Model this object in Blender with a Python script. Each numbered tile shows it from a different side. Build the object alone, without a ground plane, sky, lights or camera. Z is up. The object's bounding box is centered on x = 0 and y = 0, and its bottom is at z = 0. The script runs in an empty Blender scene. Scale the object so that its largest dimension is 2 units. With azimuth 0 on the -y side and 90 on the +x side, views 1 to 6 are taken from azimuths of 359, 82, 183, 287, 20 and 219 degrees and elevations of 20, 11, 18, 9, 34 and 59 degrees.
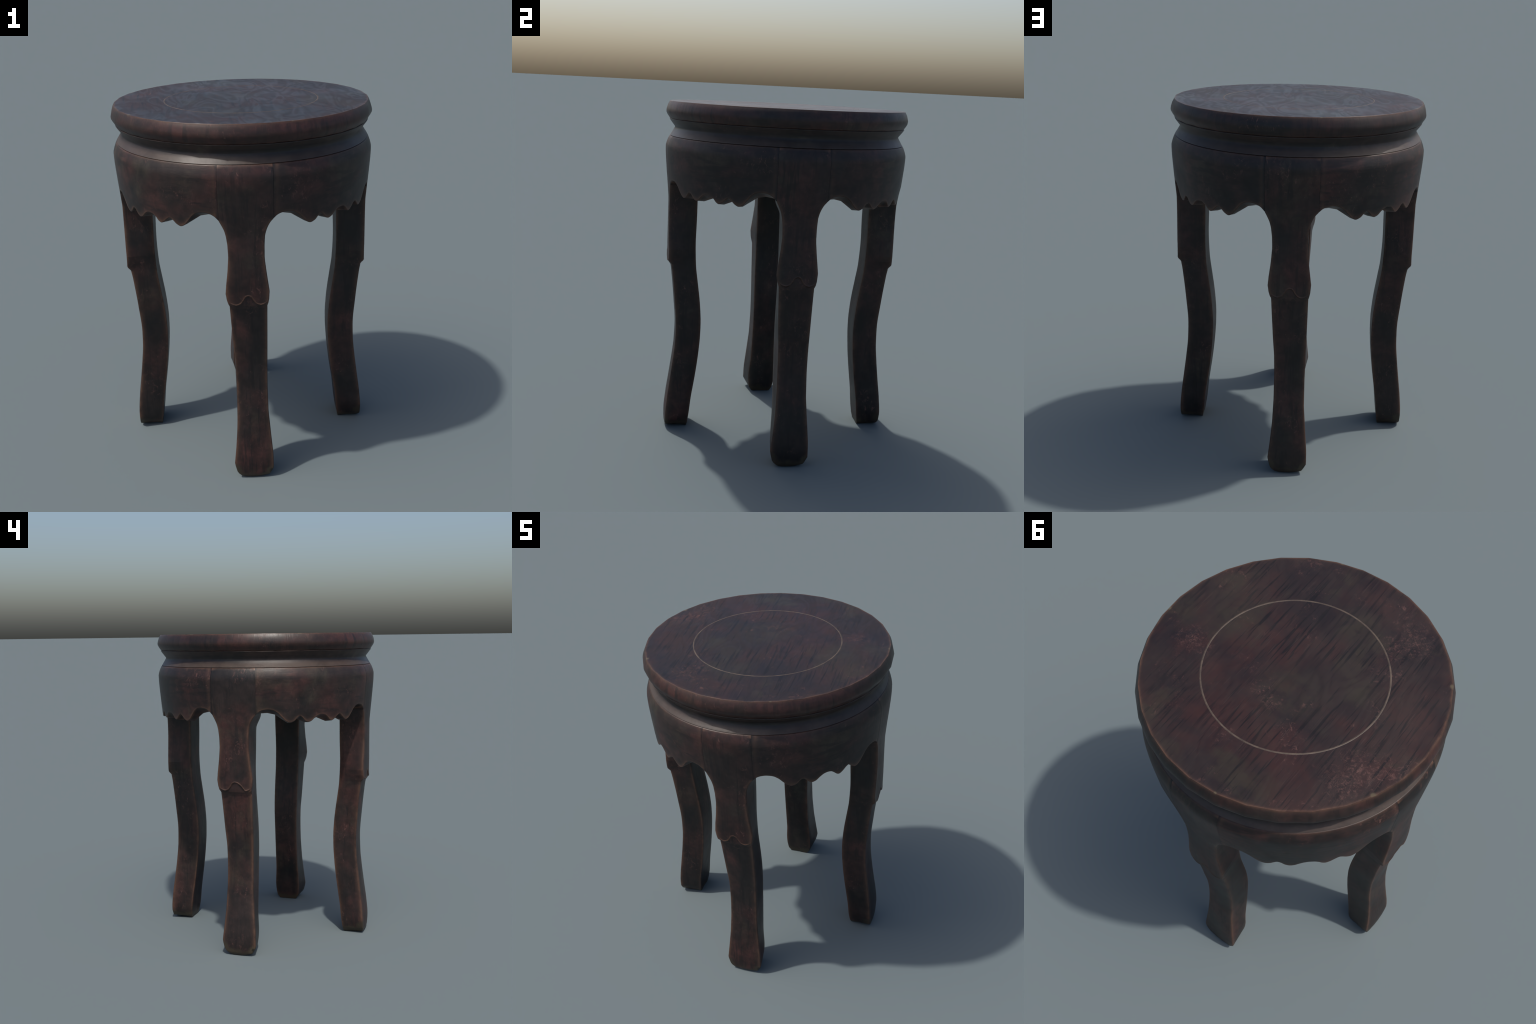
"""Round antique hardwood stool: drum-shaped seat, waisted neck, scalloped apron, four cabriole legs."""
import bpy, bmesh, math, random
from mathutils import Vector, noise

random.seed(7)
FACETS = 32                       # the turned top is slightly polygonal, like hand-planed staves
D2R = math.pi / 180.0
SEAM = 11.25                      # half-angle of a leg's shoulder block


# ------------------------------------------------------------------ curves
def pchip(pts):
    """Monotone cubic through (x, y) control points."""
    xs = [p[0] for p in pts]; ys = [p[1] for p in pts]; n = len(xs)
    h = [xs[i+1]-xs[i] for i in range(n-1)]
    d = [(ys[i+1]-ys[i])/h[i] for i in range(n-1)]
    m = [d[0]] + [0.0]*(n-2) + [d[-1]]
    for i in range(1, n-1):
        if d[i-1]*d[i] > 0:
            w1 = 2*h[i]+h[i-1]; w2 = h[i]+2*h[i-1]
            m[i] = (w1+w2)/(w1/d[i-1]+w2/d[i])
    def f(x):
        if x <= xs[0]: return ys[0]
        if x >= xs[-1]: return ys[-1]
        i = 0
        while x > xs[i+1]: i += 1
        t = (x-xs[i])/h[i]
        return ((1+2*t)*(1-t)**2*ys[i] + t*(1-t)**2*h[i]*m[i]
                + t*t*(3-2*t)*ys[i+1] + t*t*(t-1)*h[i]*m[i+1])
    return f


def lerp_curve(pts):
    def f(x):
        if x <= pts[0][0]: return pts[0][1]
        for (a, b), (c, d) in zip(pts, pts[1:]):
            if x <= c: return b + (d-b)*(x-a)/(c-a)
        return pts[-1][1]
    return f


def smoothstep(a, b, x):
    t = max(0.0, min(1.0, (x-a)/(b-a)))
    return t*t*(3-2*t)


# ------------------------------------------------------------------ shader helpers
class Nodes:
    def __init__(self, name):
        self.mat = bpy.data.materials.new(name)
        self.mat.use_nodes = True
        self.t = self.mat.node_tree
        self.t.nodes.clear()

    def n(self, kind, **kw):
        nd = self.t.nodes.new(kind)
        for k, v in kw.items():
            setattr(nd, k, v)
        return nd

    def link(self, a, b):
        self.t.links.new(a, b)

    def put(self, sock, v):
        if isinstance(v, bpy.types.NodeSocket):
            self.link(v, sock)
        else:
            sock.default_value = v

    def math(self, op, a, b=0.0, clamp=False):
        nd = self.n('ShaderNodeMath', operation=op, use_clamp=clamp)
        self.put(nd.inputs[0], a); self.put(nd.inputs[1], b)
        return nd.outputs[0]

    def ramp(self, v, lo, hi, a=0.0, b=1.0):
        nd = self.n('ShaderNodeMapRange', interpolation_type='SMOOTHSTEP')
        self.put(nd.inputs['Value'], v)
        self.put(nd.inputs['From Min'], lo); self.put(nd.inputs['From Max'], hi)
        self.put(nd.inputs['To Min'], a); self.put(nd.inputs['To Max'], b)
        return nd.outputs['Result']

    def noise(self, vec, scale, detail=4.0, rough=0.55, dist=0.0, out='Fac'):
        nd = self.n('ShaderNodeTexNoise')
        self.put(nd.inputs['Vector'], vec)
        nd.inputs['Scale'].default_value = scale
        nd.inputs['Detail'].default_value = detail
        nd.inputs['Roughness'].default_value = rough
        nd.inputs['Distortion'].default_value = dist
        return nd.outputs[out]

    def mapping(self, vec, scale=(1, 1, 1), rot=(0, 0, 0), loc=(0, 0, 0)):
        nd = self.n('ShaderNodeMapping')
        self.put(nd.inputs['Vector'], vec)
        nd.inputs['Scale'].default_value = scale
        nd.inputs['Rotation'].default_value = rot
        nd.inputs['Location'].default_value = loc
        return nd.outputs[0]

    def mix(self, f, a, b, blend='MIX'):
        nd = self.n('ShaderNodeMix', data_type='RGBA', blend_type=blend)
        self.put(nd.inputs[0], f)
        for s, v in ((nd.inputs[6], a), (nd.inputs[7], b)):
            if isinstance(v, tuple): v = (v[0], v[1], v[2], 1.0)
            self.put(s, v)
        return nd.outputs[2]

    def vmath(self, op, a, b=(0, 0, 0)):
        nd = self.n('ShaderNodeVectorMath', operation=op)
        self.put(nd.inputs[0], a); self.put(nd.inputs[1], b)
        return nd.outputs['Value'] if op in ('DISTANCE', 'LENGTH', 'DOT_PRODUCT') else nd.outputs[0]

    def bump(self, h, strength, dist, normal=None):
        nd = self.n('ShaderNodeBump')
        nd.inputs['Strength'].default_value = strength
        nd.inputs['Distance'].default_value = dist
        self.link(h, nd.inputs['Height'])
        if normal is not None: self.link(normal, nd.inputs['Normal'])
        return nd.outputs[0]


BLACK = (0.0085, 0.0075, 0.0075)
UMBER = (0.0185, 0.0118, 0.0105)
OXBLOOD = (0.042, 0.0160, 0.0135)
OLIVE = (0.030, 0.0235, 0.0165)
SCUFF = (0.140, 0.066, 0.055)
WORN = (0.125, 0.064, 0.040)
DUST = (0.100, 0.080, 0.050)


def wood(name, grain_scale, red=0.5, gain=1.0, edge=0.9, top=False, polar=False, foot=False,
         scuffs=0.5, rough=0.47, grain_bump=0.25, wear_radius=0.042, mask=None, painted_sun=False, joint=False):
    N = Nodes(name)
    tc = N.n('ShaderNodeTexCoord').outputs['Object']
    info = N.n('ShaderNodeObjectInfo')
    shift = N.vmath('SCALE', (13.1, 7.7, 5.3))
    N.put(shift.node.inputs['Scale'], info.outputs['Random'])
    p0 = tc if top else N.vmath('ADD', tc, shift)
    if polar:
        # unroll the drum: (angle * r, radius, height)
        sep = N.n('ShaderNodeSeparateXYZ'); N.link(tc, sep.inputs[0])
        ang = N.math('ARCTAN2', sep.outputs[1], sep.outputs[0])
        rad = N.math('SQRT', N.math('ADD', N.math('MULTIPLY', sep.outputs[0], sep.outputs[0]),
                                    N.math('MULTIPLY', sep.outputs[1], sep.outputs[1])))
        comb = N.n('ShaderNodeCombineXYZ')
        N.link(N.math('MULTIPLY', ang, 0.7), comb.inputs[0])
        N.link(rad, comb.inputs[1]); N.link(sep.outputs[2], comb.inputs[2])
        gp = N.vmath('ADD', comb.outputs[0], shift)
    else:
        gp = N.mapping(p0, rot=(0, 0, -4*D2R)) if top else p0
    # --- broad colour drift
    blot = N.noise(p0, 3.1, 5, 0.6, 0.35)
    blot2 = N.noise(N.mapping(p0, loc=(4.2, 1.7, 9.1)), 2.3, 4, 0.6, 0.3)
    mott = N.noise(N.mapping(p0, loc=(1.3, 8.2, 2.2)), 11.0, 5, 0.65, 0.4)
    if top:
        col = N.mix(N.ramp(blot, 0.32, 0.66), (0.0140, 0.0098, 0.0108), (0.0235, 0.0144, 0.0132))
    else:
        col = N.mix(N.ramp(blot, 0.36, 0.60), BLACK, UMBER)
    redm = N.math('MULTIPLY', N.ramp(blot2, 0.60-0.30*red, 0.78-0.25*red), N.ramp(mott, 0.25, 0.65, 0.35, 1.0))
    col = N.mix(N.math('MULTIPLY', redm, 0.7 if top else 1.0), col, OXBLOOD)
    olv = N.math('MULTIPLY', N.ramp(N.noise(N.mapping(p0, loc=(7.1, 3.3, 0.4)), 3.7, 4, 0.6, 0.3), 0.53, 0.70),
                 N.ramp(mott, 0.3, 0.6, 0.4, 0.8))
    col = N.mix(olv, col, OLIVE)
    # --- close mottling of the old varnish
    cloud = N.noise(N.mapping(p0, loc=(6.3, 0.9, 5.1)), 19.0, 6, 0.7, 0.5)
    shade = N.math('MULTIPLY', N.ramp(cloud, 0.30, 0.70, 0.72, 1.30), N.ramp(mott, 0.30, 0.70, 0.78, 1.25))
    tone = N.n('ShaderNodeCombineXYZ')
    for k in range(3):
        N.link(shade, tone.inputs[k])
    if not top:
        col = N.mix(1.0, col, tone.outputs[0], 'MULTIPLY')
    # --- wood grain
    gm = N.mapping(gp, scale=grain_scale)
    g1 = N.noise(gm, 1.0, 2.2 if top else 5, 0.5 if top else 0.62, 0.3 if top else 0.25)
    g2 = N.noise(N.mapping(gm, scale=(2.6, 2.6, 2.6), loc=(3, 5, 7)), 1.0, 3, 0.6, 0.2)
    dark = N.ramp(g1, 0.545, 0.61) if top else N.ramp(g1, 0.49, 0.61)
    gpatch = N.ramp(N.noise(N.mapping(p0, loc=(2.0, 5.5, 6.6)), 4.0, 3, 0.5), 0.36, 0.60, 0.15, 1.0)
    col = N.mix(N.math('MULTIPLY', N.math('MULTIPLY', dark, gpatch), 0.85 if top else 0.7), col, (0.0075, 0.0058, 0.0062))
    col = N.mix(N.ramp(g2, 0.52, 0.72, 0.0, 0.16), col, OLIVE)
    if top:
        # pale hairline scratches and open pores that follow the grain
        hair = N.noise(N.mapping(gp, scale=(210.0, 5.5, 40.0), loc=(2, 8, 1)), 1.0, 2, 0.5, 0.1)
        hm = N.math('MULTIPLY', N.ramp(hair, 0.64, 0.72), N.ramp(blot2, 0.42, 0.62))
        col = N.mix(N.math('MULTIPLY', hm, 0.40), col, (0.075, 0.052, 0.045))
        pore = N.noise(N.mapping(gp, scale=(170.0, 7.0, 40.0), loc=(5, 3, 9)), 1.0, 2, 0.5, 0.1)
        col = N.mix(N.ramp(pore, 0.60, 0.70, 0.0, 0.6), col, (0.007, 0.0055, 0.006))
    # --- pinkish scuffs and scratches
    where = N.ramp(N.noise(N.mapping(p0, loc=(9.0, 2.5, 4.0)), 5.5, 3, 0.6), 0.60-0.14*scuffs, 0.76-0.14*scuffs)
    sc = N.noise(N.mapping(p0, scale=(1, 1, 0.6), loc=(1, 1, 3), rot=(.3, .2, .6)), 52.0, 7, 0.82, 0.6)
    scm = N.math('MULTIPLY', N.ramp(sc, 0.53, 0.66), where)
    fleck = N.ramp(N.noise(p0, 42.0, 3, 0.6, 1.2), 0.68, 0.78)
    scm = N.math('MAXIMUM', scm, N.math('MULTIPLY', fleck, 0.5 * scuffs))
    if top:
        # scuffed areas that sit at particular places on the seat
        extra = None
        ragged = N.math('MULTIPLY', N.math('SUBTRACT', N.noise(tc, 14.0, 5, 0.65), 0.5), 0.30)
        for cx, cy, r in ((-0.54, 0.21, .13), (-0.65, 0.14, .08), (-0.27, -0.42, .10), (-0.31, -0.48, .12),
                          (0.37, -0.57, .08), (-0.02, 0.21, .05), (0.48, 0.16, .10), (-0.53, 0.31, .12)):
            m = N.ramp(N.math('ADD', N.vmath('DISTANCE', tc, (cx, cy, 2.0)), ragged), r*0.2, r*1.2, 1.0, 0.0)
            extra = m if extra is None else N.math('MAXIMUM', extra, m)
        scm = N.math('MAXIMUM', scm, N.math('MULTIPLY', N.ramp(sc, 0.48, 0.66), N.math('MULTIPLY', extra, 0.80)))
        oe = None
        for cx, cy, r in ((0.54, -0.23, .20), (0.46, -0.08, .20), (-0.06, -0.39, .16), (-0.05, 0.10, .22),
                          (0.64, 0.06, .15), (-0.22, 0.59, .18), (-0.30, -0.10, .12)):
            m = N.ramp(N.vmath('DISTANCE', tc, (cx, cy, 2.0)), r*0.1, r, 1.0, 0.0)
            oe = m if oe is None else N.math('MAXIMUM', oe, m)
        col = N.mix(N.math('MULTIPLY', oe, N.ramp(mott, 0.36, 0.62, 0.10, 0.74)), col, OLIVE)
    col = N.mix(N.math('MULTIPLY', scm, 0.70), col, SCUFF)
    # --- worn arrises: close to an outer edge, by distance through the wood to the next face
    geo = N.n('ShaderNodeNewGeometry')
    if edge > 0:
        ao = N.n('ShaderNodeAmbientOcclusion', samples=12, inside=True, only_local=True)
        ao.inputs['Distance'].default_value = wear_radius
        near = ao.outputs['AO']
        ao2 = N.n('ShaderNodeAmbientOcclusion', samples=12, inside=True, only_local=True)
        ao2.inputs['Distance'].default_value = 0.015
        crisp = ao2.outputs['AO']
        keep = N.ramp(N.noise(p0, 13.0, 5, 0.65), 0.34, 0.60, 0.32, 1.0)
        if mask is not None:
            keep = N.math('MULTIPLY', keep, mask(N, tc))
        band = N.math('MULTIPLY', N.ramp(near, 0.72, 1.0, 1.0, 0.0), keep)
        line = N.math('MULTIPLY', N.ramp(near, 0.50, 0.80, 1.0, 0.0), keep)
        col = N.mix(N.math('MULTIPLY', band, (0.2 if top else 0.5)*edge), col, (0.055, 0.030, 0.021))
        rim = N.math('MULTIPLY', N.ramp(crisp, 0.72, 1.0, 1.0, 0.0), keep)
        col = N.mix(N.math('MULTIPLY', N.math('MAXIMUM', line, rim), 0.75*edge), col, WORN)
    sepz = N.n('ShaderNodeSeparateXYZ'); N.link(tc, sepz.inputs[0])
    if foot:
        zf = N.math('ADD', sepz.outputs[2], N.math('MULTIPLY', N.math('SUBTRACT', mott, 0.5), 0.14))
        fm = N.ramp(zf, 0.015, 0.05, 0.75, 0.0)
        col = N.mix(fm, col, (0.045, 0.036, 0.022))
        # bruised toe corners: bare olive wood, one of them split
        for c, r, tint in (((.680, -.098, .050), .050, (.040, .032, .020)), ((.686, .106, .036), .040, (.052, .042, .026)),
                           ((.689, .104, .040), .014, (.006, .005, .004))):
            dd = N.math('ADD', N.vmath('DISTANCE', tc, c), N.math('MULTIPLY', N.math('SUBTRACT', sc, 0.5), 0.06))
            col = N.mix(N.ramp(dd, r*.5, r, 0.8, 0.0), col, tint)
    if painted_sun:
        # sunlit band painted as a paler tint on the neck's lower slope
        sm = N.math('MULTIPLY', N.ramp(sepz.outputs[2], 1.842, 1.812), N.ramp(mott, 0.25, 0.6, 0.45, 1.0))
        col = N.mix(N.math('MULTIPLY', sm, 0.52), col, (0.062, 0.048, 0.040))
    if joint:
        # faint, broken near-black line along the joints between apron and leg
        off = N.math('ABSOLUTE', N.math('SUBTRACT', N.math('ARCTAN2', sepz.outputs[1], sepz.outputs[0]), math.pi/4))
        jm = N.math('MULTIPLY', N.ramp(off, 33.57*D2R, 33.70*D2R), N.ramp(mott, 0.38, 0.58, 0.12, 0.65))
        col = N.mix(jm, col, (0.004, 0.0035, 0.0035))
    if top:
        chip = None
        for a, s in ((156.2, 1.0), (-146.6, .9), (7.0, .8), (101.0, .5), (-70.0, .45)):
            c = (0.698*math.cos(a*D2R), 0.698*math.sin(a*D2R), 1.998)
            wob = N.math('ADD', N.vmath('DISTANCE', tc, c), N.math('MULTIPLY', N.math('SUBTRACT', sc, 0.5), 0.02))
            m = N.ramp(wob, 0.007*s, 0.019*s, 1.0, 0.0)
            chip = m if chip is None else N.math('MAXIMUM', chip, m)
        col = N.mix(N.math('MULTIPLY', chip, 0.8), col, DUST)
    if gain != 1.0:
        col = N.mix(1.0, col, (gain, gain, gain), 'MULTIPLY')
    # --- gloss and fine relief
    rg = N.math('ADD', N.ramp(blot, 0.3, 0.7, rough-0.05, rough+0.07), N.math('MULTIPLY', scm, 0.12))
    height = N.math('SUBTRACT', N.math('MULTIPLY', mott, 0.5), N.math('MULTIPLY', dark, 0.35))
    nrm = N.bump(height, grain_bump, 0.010)
    if top:
        fig = N.noise(N.mapping(gp, scale=(7.0, 2.6, 7.0)), 1.0, 2, 0.5, 1.0)
        wav = N.math('SINE', N.math('MULTIPLY', fig, 30.0))
        nrm = N.bump(wav, 0.08, 0.0006, nrm)
        rg = N.math('ADD', rg, N.math('MULTIPLY', wav, 0.046))
    bs = N.n('ShaderNodeBsdfPrincipled')
    N.link(col, bs.inputs['Base Color'])
    N.link(rg, bs.inputs['Roughness'])
    bs.inputs['Specular IOR Level'].default_value = 0.34 if top else 0.40
    N.link(nrm, bs.inputs['Normal'])
    out = N.n('ShaderNodeOutputMaterial')
    N.link(bs.outputs[0], out.inputs[0])
    return N.mat


def shoulder_mask(N, tc):
    """No wear along the glued joints of the leg's shoulder block; only on its top arris and below the arch."""
    sep = N.n('ShaderNodeSeparateXYZ'); N.link(tc, sep.inputs[0])
    return N.math('MAXIMUM', N.ramp(sep.outputs[2], 1.50, 1.53, 1.0, 0.0), N.ramp(sep.outputs[2], 1.780, 1.790))


def panel_mask(N, tc):
    """No wear along the two upright joints of an apron panel."""
    sep = N.n('ShaderNodeSeparateXYZ'); N.link(tc, sep.inputs[0])
    ang = N.math('ARCTAN2', sep.outputs[1], sep.outputs[0])
    off = N.math('ABSOLUTE', N.math('SUBTRACT', ang, math.pi/4))
    side = N.ramp(off, 31.8*D2R, 33.4*D2R, 1.0, 0.0)
    return side


def inlay_material():
    N = Nodes('inlay_line')
    tc = N.n('ShaderNodeTexCoord').outputs['Object']
    f = N.noise(tc, 14.0, 6, 0.75)
    col = N.mix(N.ramp(f, 0.3, 0.7), (0.036, 0.024, 0.018), (0.098, 0.070, 0.050))
    bs = N.n('ShaderNodeBsdfPrincipled')
    N.link(col, bs.inputs['Base Color'])
    bs.inputs['Roughness'].default_value = 0.55
    out = N.n('ShaderNodeOutputMaterial')
    N.link(bs.outputs[0], out.inputs[0])
    return N.mat


# ------------------------------------------------------------------ mesh helpers
def make_object(name, verts, faces, mat, parent=None, sharp=40, rot=0.0):
    me = bpy.data.meshes.new(name)
    me.from_pydata(verts, [], faces)
    bm = bmesh.new(); bm.from_mesh(me)
    bmesh.ops.recalc_face_normals(bm, faces=bm.faces)
    bm.to_mesh(me); bm.free()
    me.shade_smooth()
    me.set_sharp_from_angle(angle=sharp*D2R)
    me.materials.append(mat)
    ob = bpy.data.objects.new(name, me)
    bpy.context.scene.collection.objects.link(ob)
    if parent: ob.parent = parent
    ob.rotation_euler = (0, 0, rot)
    return ob


def revolve(profile, segs):
    """Turned shape; profile runs (r, z) and closes on the axis where r == 0."""
    verts, faces, rings = [], [], []
    for r, z in profile:
        if r == 0:
            verts.append((0, 0, z)); rings.append([len(verts)-1])
        else:
            k = len(verts)
            for i in range(segs):
                a = 2*math.pi*i/segs
                verts.append((r*math.cos(a), r*math.sin(a), z))
            rings.append(list(range(k, k+segs)))
    for A, B in zip(rings, rings[1:]):
        for i in range(segs):
            j = (i+1) % segs
            if len(A) == 1: faces.append((A[0], B[j], B[i]))
            elif len(B) == 1: faces.append((A[i], A[j], B[0]))
            else: faces.append((A[i], A[j], B[j], B[i]))
    return verts, faces


# drum radius shared by apron and leg fronts
drum = pchip([(0.0, .682), (.035, .691), (.08, .692), (.18, .684), (.30, .668), (.44, .650), (.54, .640),
              (.648, .637), (.80, .648), (.93, .661), (1.035, .6765), (1.062, .690), (1.12, .695), (1.31, .695),
              (1.42, .6955), (1.47, .699), (1.62, .7125), (1.70, .7185), (1.735, .7195), (1.765, .7125), (1.80, .697)])

# ------------------------------------------------------------------ apron panel
arch_front = pchip([(11.25, 1.518), (13.2, 1.538), (15, 1.546), (17, 1.549), (19.5, 1.545), (22, 1.528), (24.5, 1.497),
                    (26.5, 1.475), (28.2, 1.4675), (30.3, 1.476), (32.2, 1.499), (33.2, 1.506), (34.2, 1.501),
                    (36.2, 1.476), (37.8, 1.468), (39.3, 1.473), (41.5, 1.494), (43.3, 1.507), (45, 1.511),
                    (46.7, 1.508), (48.7, 1.494), (50.2, 1.475), (51.4, 1.469), (53, 1.477), (55.4, 1.500),
                    (56.5, 1.506), (57.6, 1.499), (59.8, 1.476), (61.5, 1.4675), (63.5, 1.477), (65.5, 1.503),
                    (67.8, 1.535), (70.2, 1.551), (72, 1.554), (74.5, 1.550), (76.7, 1.537), (78.75, 1.512)])
arch_back = lerp_curve([(11.25, 1.518), (12.5, 1.522), (17, 1.525), (21, 1.515), (28.2, 1.461), (33.2, 1.485), (38, 1.461), (45, 1.489),
                        (51.2, 1.461), (56.5, 1.485), (61.5, 1.461), (69, 1.517), (73, 1.527), (77.5, 1.520), (78.75, 1.512)])
APRON_BACK = 0.640


def apron_mesh():
    a0, a1, step = SEAM+0.008, 90-SEAM-0.008, 0.45
    n = int(round((a1-a0)/step))
    cols = []
    ztop = 1.7985
    for i in range(n+1):
        a = a0 + (a1-a0)*i/n
        zb = arch_front(a); zi = arch_back(a)
        ends = 0.0 if i in (0, n) else 0.0
        pts = [(drum(ztop)-.03, ztop), (drum(ztop)-.004-ends, ztop), (drum(1.796)-.0012-ends, 1.7970)]
        rows = 20
        levels = [1.7945] + [1.790 + (zb+.022-1.790)*k/rows for k in range(rows+1)]
        levels += [zb+.015, zb+.010, zb+.0065, zb+.0042]
        for z in levels:
            pts.append((drum(z)-ends, z))
        R = drum(zb)
        pts += [(R-.0009-ends, zb+.0016), (R-.0035, zb), (R-.0065, zb+(zi-zb)*.06)]
        for k in range(1, 4):
            s = k/4
            pts.append((R-.0065+(APRON_BACK-R+.0065)*s, zb+(zi-zb)*(.06+.94*s)))
        pts += [(APRON_BACK, zi), (APRON_BACK, 0.5*(zi+1.72)), (APRON_BACK, 1.72), (APRON_BACK, ztop)]
        cols.append([(r*math.cos(a*D2R), r*math.sin(a*D2R), z) for r, z in pts])
    m = len(cols[0])
    verts = [p for c in cols for p in c]
    faces = []
    for i in range(n):
        for k in range(m):
            j = (k+1) % m
            faces.append((i*m+k, i*m+j, (i+1)*m+j, (i+1)*m+k))
    faces.append(tuple(range(m)))
    faces.append(tuple(n*m+k for k in reversed(range(m))))
    return verts, faces


# ------------------------------------------------------------------ leg
# half widths of the front face to either side of the leg's centre line, by height
left_edge = lerp_curve([(0, .040), (.004, .057), (.034, .089), (.093, .101), (.19, .090), (.30, .080), (.44, .0745), (.60, .0750),
                   (.70, .0775), (.80, .0855), (.94, .0935), (1.036, .0985), (1.058, .105), (1.080, .1120),
                   (1.115, .1175), (1.16, .1135), (1.24, .1030), (1.32, .0965), (1.38, .0985), (1.43, .1050)])
right_edge = lerp_curve([(0, .030), (.005, .060), (.016, .094), (.054, .1175), (.14, .1165), (.25, .107), (.40, .0945), (.55, .0925),
                    (.68, .0940), (.80, .0960), (1.036, .0990), (1.058, .1035), (1.080, .1085),
                    (1.125, .1120), (1.22, .0990), (1.305, .0890), (1.38, .0895), (1.43, .0930)])
left_arch = pchip([(1.43, 8.70), (1.46, 9.3), (1.485, 10.2), (1.510, SEAM)])
right_arch = pchip([(1.43, 7.70), (1.455, 8.2), (1.48, 9.0), (1.502, 10.1), (1.518, SEAM)])
inner_x = pchip([(0, .548), (.03, .543), (.11, .534), (.18, .527), (.26, .515), (.376, .499), (.49, .487), (.60, .4805),
                 (.66, .480), (.75, .485), (.82, .492), (.925, .5065), (1.03, .520), (1.18, .526), (1.33, .5235), (1.8, .5235)])
inner_left = pchip([(0, .058), (.03, .076), (.12, .083), (.32, .078), (.56, .080), (.80, .0845), (1.1, .087), (1.33, .092), (1.42, .094), (1.50, .122), (1.8, .124)])
inner_right = pchip([(0, .070), (.03, .088), (.12, .0955), (.26, .087), (.50, .085), (.78, .0885), (1.14, .085), (1.33, .089), (1.42, .091), (1.51, .122), (1.8, .124)])
# lower hem of the carved knee flap: two lobes with a cusp between
flap_hem = pchip([(-.125, 1.125), (-.117, 1.110), (-.106, 1.076), (-.085, 1.0575), (-.064, 1.052), (-.043, 1.0590),
                  (-.027, 1.078), (-.014, 1.098), (0, 1.104), (.014, 1.098), (.027, 1.078), (.043, 1.0590),
                  (.064, 1.052), (.085, 1.0575), (.106, 1.076), (.117, 1.110), (.125, 1.125)])
broken_hem = pchip([(-.125, 1.125), (-.117, 1.110), (-.106, 1.076), (-.085, 1.0575), (-.064, 1.052), (-.043, 1.0590),
                    (-.027, 1.078), (-.014, 1.098), (0, 1.104), (.012, 1.102), (.028, 1.094), (.044, 1.079),
                    (.056, 1.064), (.066, 1.053), (.085, 1.0575), (.106, 1.076), (.117, 1.110), (.125, 1.125)])


def leg_width(z, side):
    edge, arch = (left_edge, left_arch) if side < 0 else (right_edge, right_arch)
    if z <= 1.43: return edge(z)
    return drum(z)*math.sin(min(arch(z), SEAM-0.008)*D2R)


def leg_mesh(hem):
    zs = [0.0, .004, .009, .016, .026, .040, .056, .075, .095]
    z = .12
    while z < 1.02: zs.append(z); z += .026
    z = 1.024
    while z < 1.128: zs.append(z); z += .0022
    z = 1.14
    while z < 1.43: zs.append(z); z += .022
    z = 1.432
    while z < 1.53: zs.append(z); z += .006
    z = 1.54
    while z < 1.792: zs.append(z); z += .020
    zs += [1.793, 1.797, 1.7985]
    NF = 61
    loops = []
    for z in zs:
        wl, wr = leg_width(z, -1), leg_width(z, 1)
        R = drum(z)
        if z > 1.7935: R -= (.0012 if z < 1.798 else .004)
        if z < .012: R -= .006*(1-z/.012)
        def front(t):
            r = R
            if 1.0 < z < 1.16:
                flank = 1-smoothstep(.080, .104, abs(t))
                step = .0055*flank*(1-smoothstep(-.0055, .0025, z-hem(t)))
                under = smoothstep(1.026, 1.046, z)
                r = .6945 + (drum(1.026)-.6945)*smoothstep(0.0, 1.0, (1.061-.011*flank-z)/.026) if z > 1.024 else drum(z)
                r -= step*under
                r += .0021*flank*math.exp(-((z-hem(t)-.0030)/.0028)**2)
            return math.sqrt(r*r-t*t)
        b = .005 if z < 1.50 else max(.0010, .005-.004*(z-1.50)/.03)
        xi, sl, sr = inner_x(z), inner_left(z), inner_right(z)
        pts = []
        for i in range(NF):
            t = (wr-b) + (-(wl-b)-(wr-b))*i/(NF-1)
            pts.append((front(t), t))
        def side(w, s, sg):
            xe = front(sg*w)
            P = Vector((xe, sg*w)); Q = Vector((xi, sg*s)); d = (Q-P).normalized()
            c = P + (Vector((front(sg*(w-b)), sg*(w-b)))-P)*.30 + d*b*.30
            lst = [tuple(c), tuple(P+d*b)]
            for k in range(1, 6):
                lst.append(tuple(P+d*b+(Q-d*.005-P-d*b)*(k/6)**1.5))
            lst += [tuple(Q-d*.005), (Q.x+.001, Q.y-sg*.0015), (Q.x, Q.y-sg*.006)]
            return lst
        left = side(wl, sl, -1)
        right = side(wr, sr, 1)
        pts += left
        yl, yr = left[-1][1], right[-1][1]
        for k in range(1, 7):
            pts.append((xi, yl+(yr-yl)*k/7))
        pts += right[::-1]
        if z < .075:
            # bruised, slightly uneven toe
            amp = .006*(1-z/.075)
            cx, cy = .5*(xi+R), .5*(yl+yr)
            hurt = [abs(noise.noise(Vector((x*22, y*22, z*16+3.7)))) for x, y in pts]
            pts = [(x+(cx-x)*amp*h*10, y+(cy-y)*amp*h*10) for (x, y), h in zip(pts, hurt)]
        loops.append([(x, y, z) for x, y in pts])
    m = len(loops[0])
    verts = [p for L in loops for p in L]
    faces = []
    for i in range(len(loops)-1):
        for k in range(m):
            j = (k+1) % m
            faces.append((i*m+k, i*m+j, (i+1)*m+j, (i+1)*m+k))
    faces.append(tuple(reversed(range(m))))
    o = (len(loops)-1)*m
    faces.append(tuple(o+k for k in range(m)))
    return verts, faces


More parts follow.
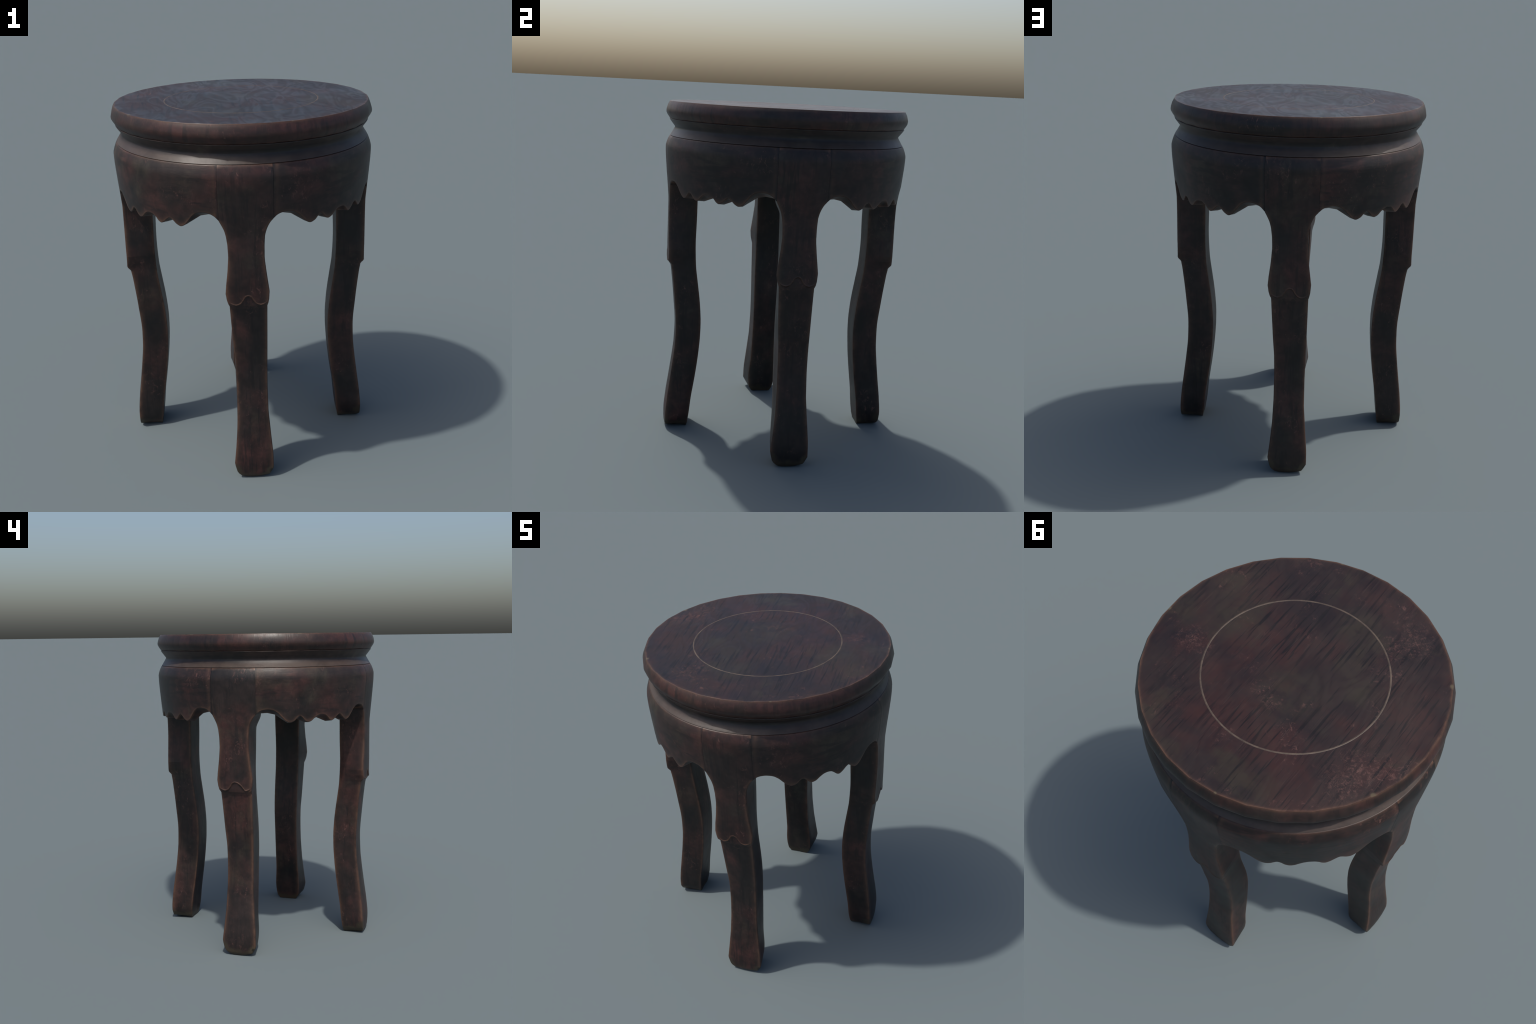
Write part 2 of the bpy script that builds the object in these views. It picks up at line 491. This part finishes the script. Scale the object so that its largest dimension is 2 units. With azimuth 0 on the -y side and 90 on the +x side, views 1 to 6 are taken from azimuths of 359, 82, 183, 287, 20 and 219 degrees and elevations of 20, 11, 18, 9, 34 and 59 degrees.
def ease_flap(ob, hem):
    """Blend the little ramp under the knee flap into the shin, as worn smooth: only its normals are softened."""
    me = ob.data
    nors = [tuple(c.vector) for c in me.corner_normals]
    for lp in me.loops:
        co = me.vertices[lp.vertex_index].co
        if 1.016 < co.z < 1.062 and co.z < hem(co.y)-.0065 and co.x > .655 and nors[lp.index][0] > .60:
            k = smoothstep(1.016, 1.024, co.z)*smoothstep(.0065, .010, hem(co.y)-co.z)
            a = math.atan2(co.y, co.x)
            want = Vector((math.cos(a), math.sin(a), -.10)).normalized()
            n = Vector(nors[lp.index]).lerp(want, .85*k).normalized()
            nors[lp.index] = tuple(n)
    me.normals_split_custom_set(nors)


# ------------------------------------------------------------------ build
def build():
    top_mat = wood('seat_wood', (66.0, 3.6, 40.0), red=0.42, gain=0.94, edge=1.0, top=True, scuffs=0.55, rough=0.385,
                   grain_bump=0.035)
    rim_mat = wood('rim_wood', (30.0, 5.0, 3.0), red=0.75, edge=0.9, polar=True, scuffs=0.5, rough=0.42, grain_bump=0.10)
    neck_mat = wood('neck_wood', (5.0, 5.0, 40.0), red=0.0, gain=1.25, edge=0.12, painted_sun=True, polar=True, scuffs=0.2, rough=0.42, grain_bump=0.08)  # gain above 1 brightens the wood to match sun on the neck
    apron_mat = wood('apron_wood', (5.0, 5.0, 34.0), red=0.55, edge=0.9, polar=True, scuffs=0.75, rough=0.47, grain_bump=0.08, mask=panel_mask, joint=True)
    leg_mat = wood('leg_wood', (38.0, 38.0, 3.2), red=0.62, edge=0.9, foot=True, scuffs=0.85, rough=0.45, grain_bump=0.09, mask=shoulder_mask)
    dark_mat = wood('frame_wood', (5.0, 5.0, 20.0), red=0.0, gain=0.8, edge=0, polar=True, scuffs=0.0)

    stool = bpy.data.objects.new('round_stool', None)
    bpy.context.scene.collection.objects.link(stool)
    stool['label'] = 'antique dark hardwood round stool with scalloped apron and four curved legs'
    stool['category'] = 'stool'

    # seat: flat disc with a rolled rim, undercut to a fine bead line
    rolled = [(.7021, 1.9970), (.7030, 1.9953), (.7060, 1.9900), (.7120, 1.9790), (.7185, 1.9580), (.7210, 1.9440), (.7195, 1.9320), (.7120, 1.9180),
              (.7030, 1.9045), (.7000, 1.8995), (.6975, 1.8980)]
    v, f = revolve([(0, 2.0)] + [(r, 2.0) for r in (.15, .30, .45, .60, .69)] + [(.6985, 2.0), (.7000, 2.0), (.7012, 1.9990)]
                   + rolled + [(.60, 1.8980), (0, 1.8980)], FACETS)
    seat = make_object('seat', v, f, top_mat, stool, sharp=38)
    seat.data.materials.append(rim_mat)
    for p in seat.data.polygons:
        if p.center.z < 1.9975: p.material_index = 1

    # inlaid line circle on the seat
    prof = [(.4188, 1.9990), (.4206, 2.0000), (.4228, 2.0007), (.4262, 2.0007), (.4284, 2.0000), (.4302, 1.9990)]
    v, f = revolve(prof, 160)
    make_object('inlay_ring', v, f, inlay_material(), seat, sharp=60)

    # neck: pinched waist between seat and apron
    neck = [(.60, 1.8975), (.6970, 1.8975), (.7000, 1.8955), (.6990, 1.8925), (.6900, 1.8800), (.6770, 1.8630), (.6700, 1.8540),
            (.6680, 1.8500), (.6690, 1.8450), (.6740, 1.8360), (.6830, 1.8210), (.6905, 1.8085), (.6945, 1.8025),
            (.6960, 1.8010), (.6940, 1.8004), (.60, 1.8003)]
    v, f = revolve(neck, 128)
    ob = make_object('neck', v, f, neck_mat, stool, sharp=180)
    # the lower slope is straight; normals tipped up to shade it brighter
    tip = lerp_curve([(1.8008, 42), (1.81, 46), (1.832, 38), (1.846, 14), (1.852, -12), (1.866, -32), (1.893, -34), (1.8956, 0), (1.8975, 60)])
    normals = []
    for w in ob.data.vertices:
        a = math.atan2(w.co.y, w.co.x)
        e = tip(w.co.z)*D2R if w.co.z > 1.8006 else -math.pi/2
        if w.co.x**2+w.co.y**2 < .4: e = math.copysign(math.pi/2, w.co.z-1.85)
        normals.append((math.cos(a)*math.cos(e), math.sin(a)*math.cos(e), math.sin(e)))
    ob.data.normals_split_custom_set_from_vertices(normals)

    # hidden drum frame closing the underside
    v, f = revolve([(0, 1.7990), (.62, 1.7990), (.638, 1.7975), (.638, 1.575), (.58, 1.570), (.58, 1.72), (0, 1.72)], 96)
    make_object('seat_frame', v, f, dark_mat, stool, sharp=35)

    av, af = apron_mesh()
    apron = make_object('apron', av, af, apron_mat, stool, sharp=42)
    lv, lf = leg_mesh(flap_hem)
    leg = make_object('leg', lv, lf, leg_mat, stool, sharp=48)
    ease_flap(leg, flap_hem)
    bv, bf = leg_mesh(broken_hem)
    for i in range(1, 4):
        a = apron.copy(); a.parent = stool
        a.rotation_euler = (0, 0, i*math.pi/2)
        bpy.context.scene.collection.objects.link(a)
    for i in range(1, 4):
        if i == 2:
            l = make_object('leg', bv, bf, leg_mat, stool, sharp=48)
            ease_flap(l, broken_hem)
        else:
            l = leg.copy(); l.parent = stool
            bpy.context.scene.collection.objects.link(l)
        l.rotation_euler = (0, 0, i*math.pi/2)


build()
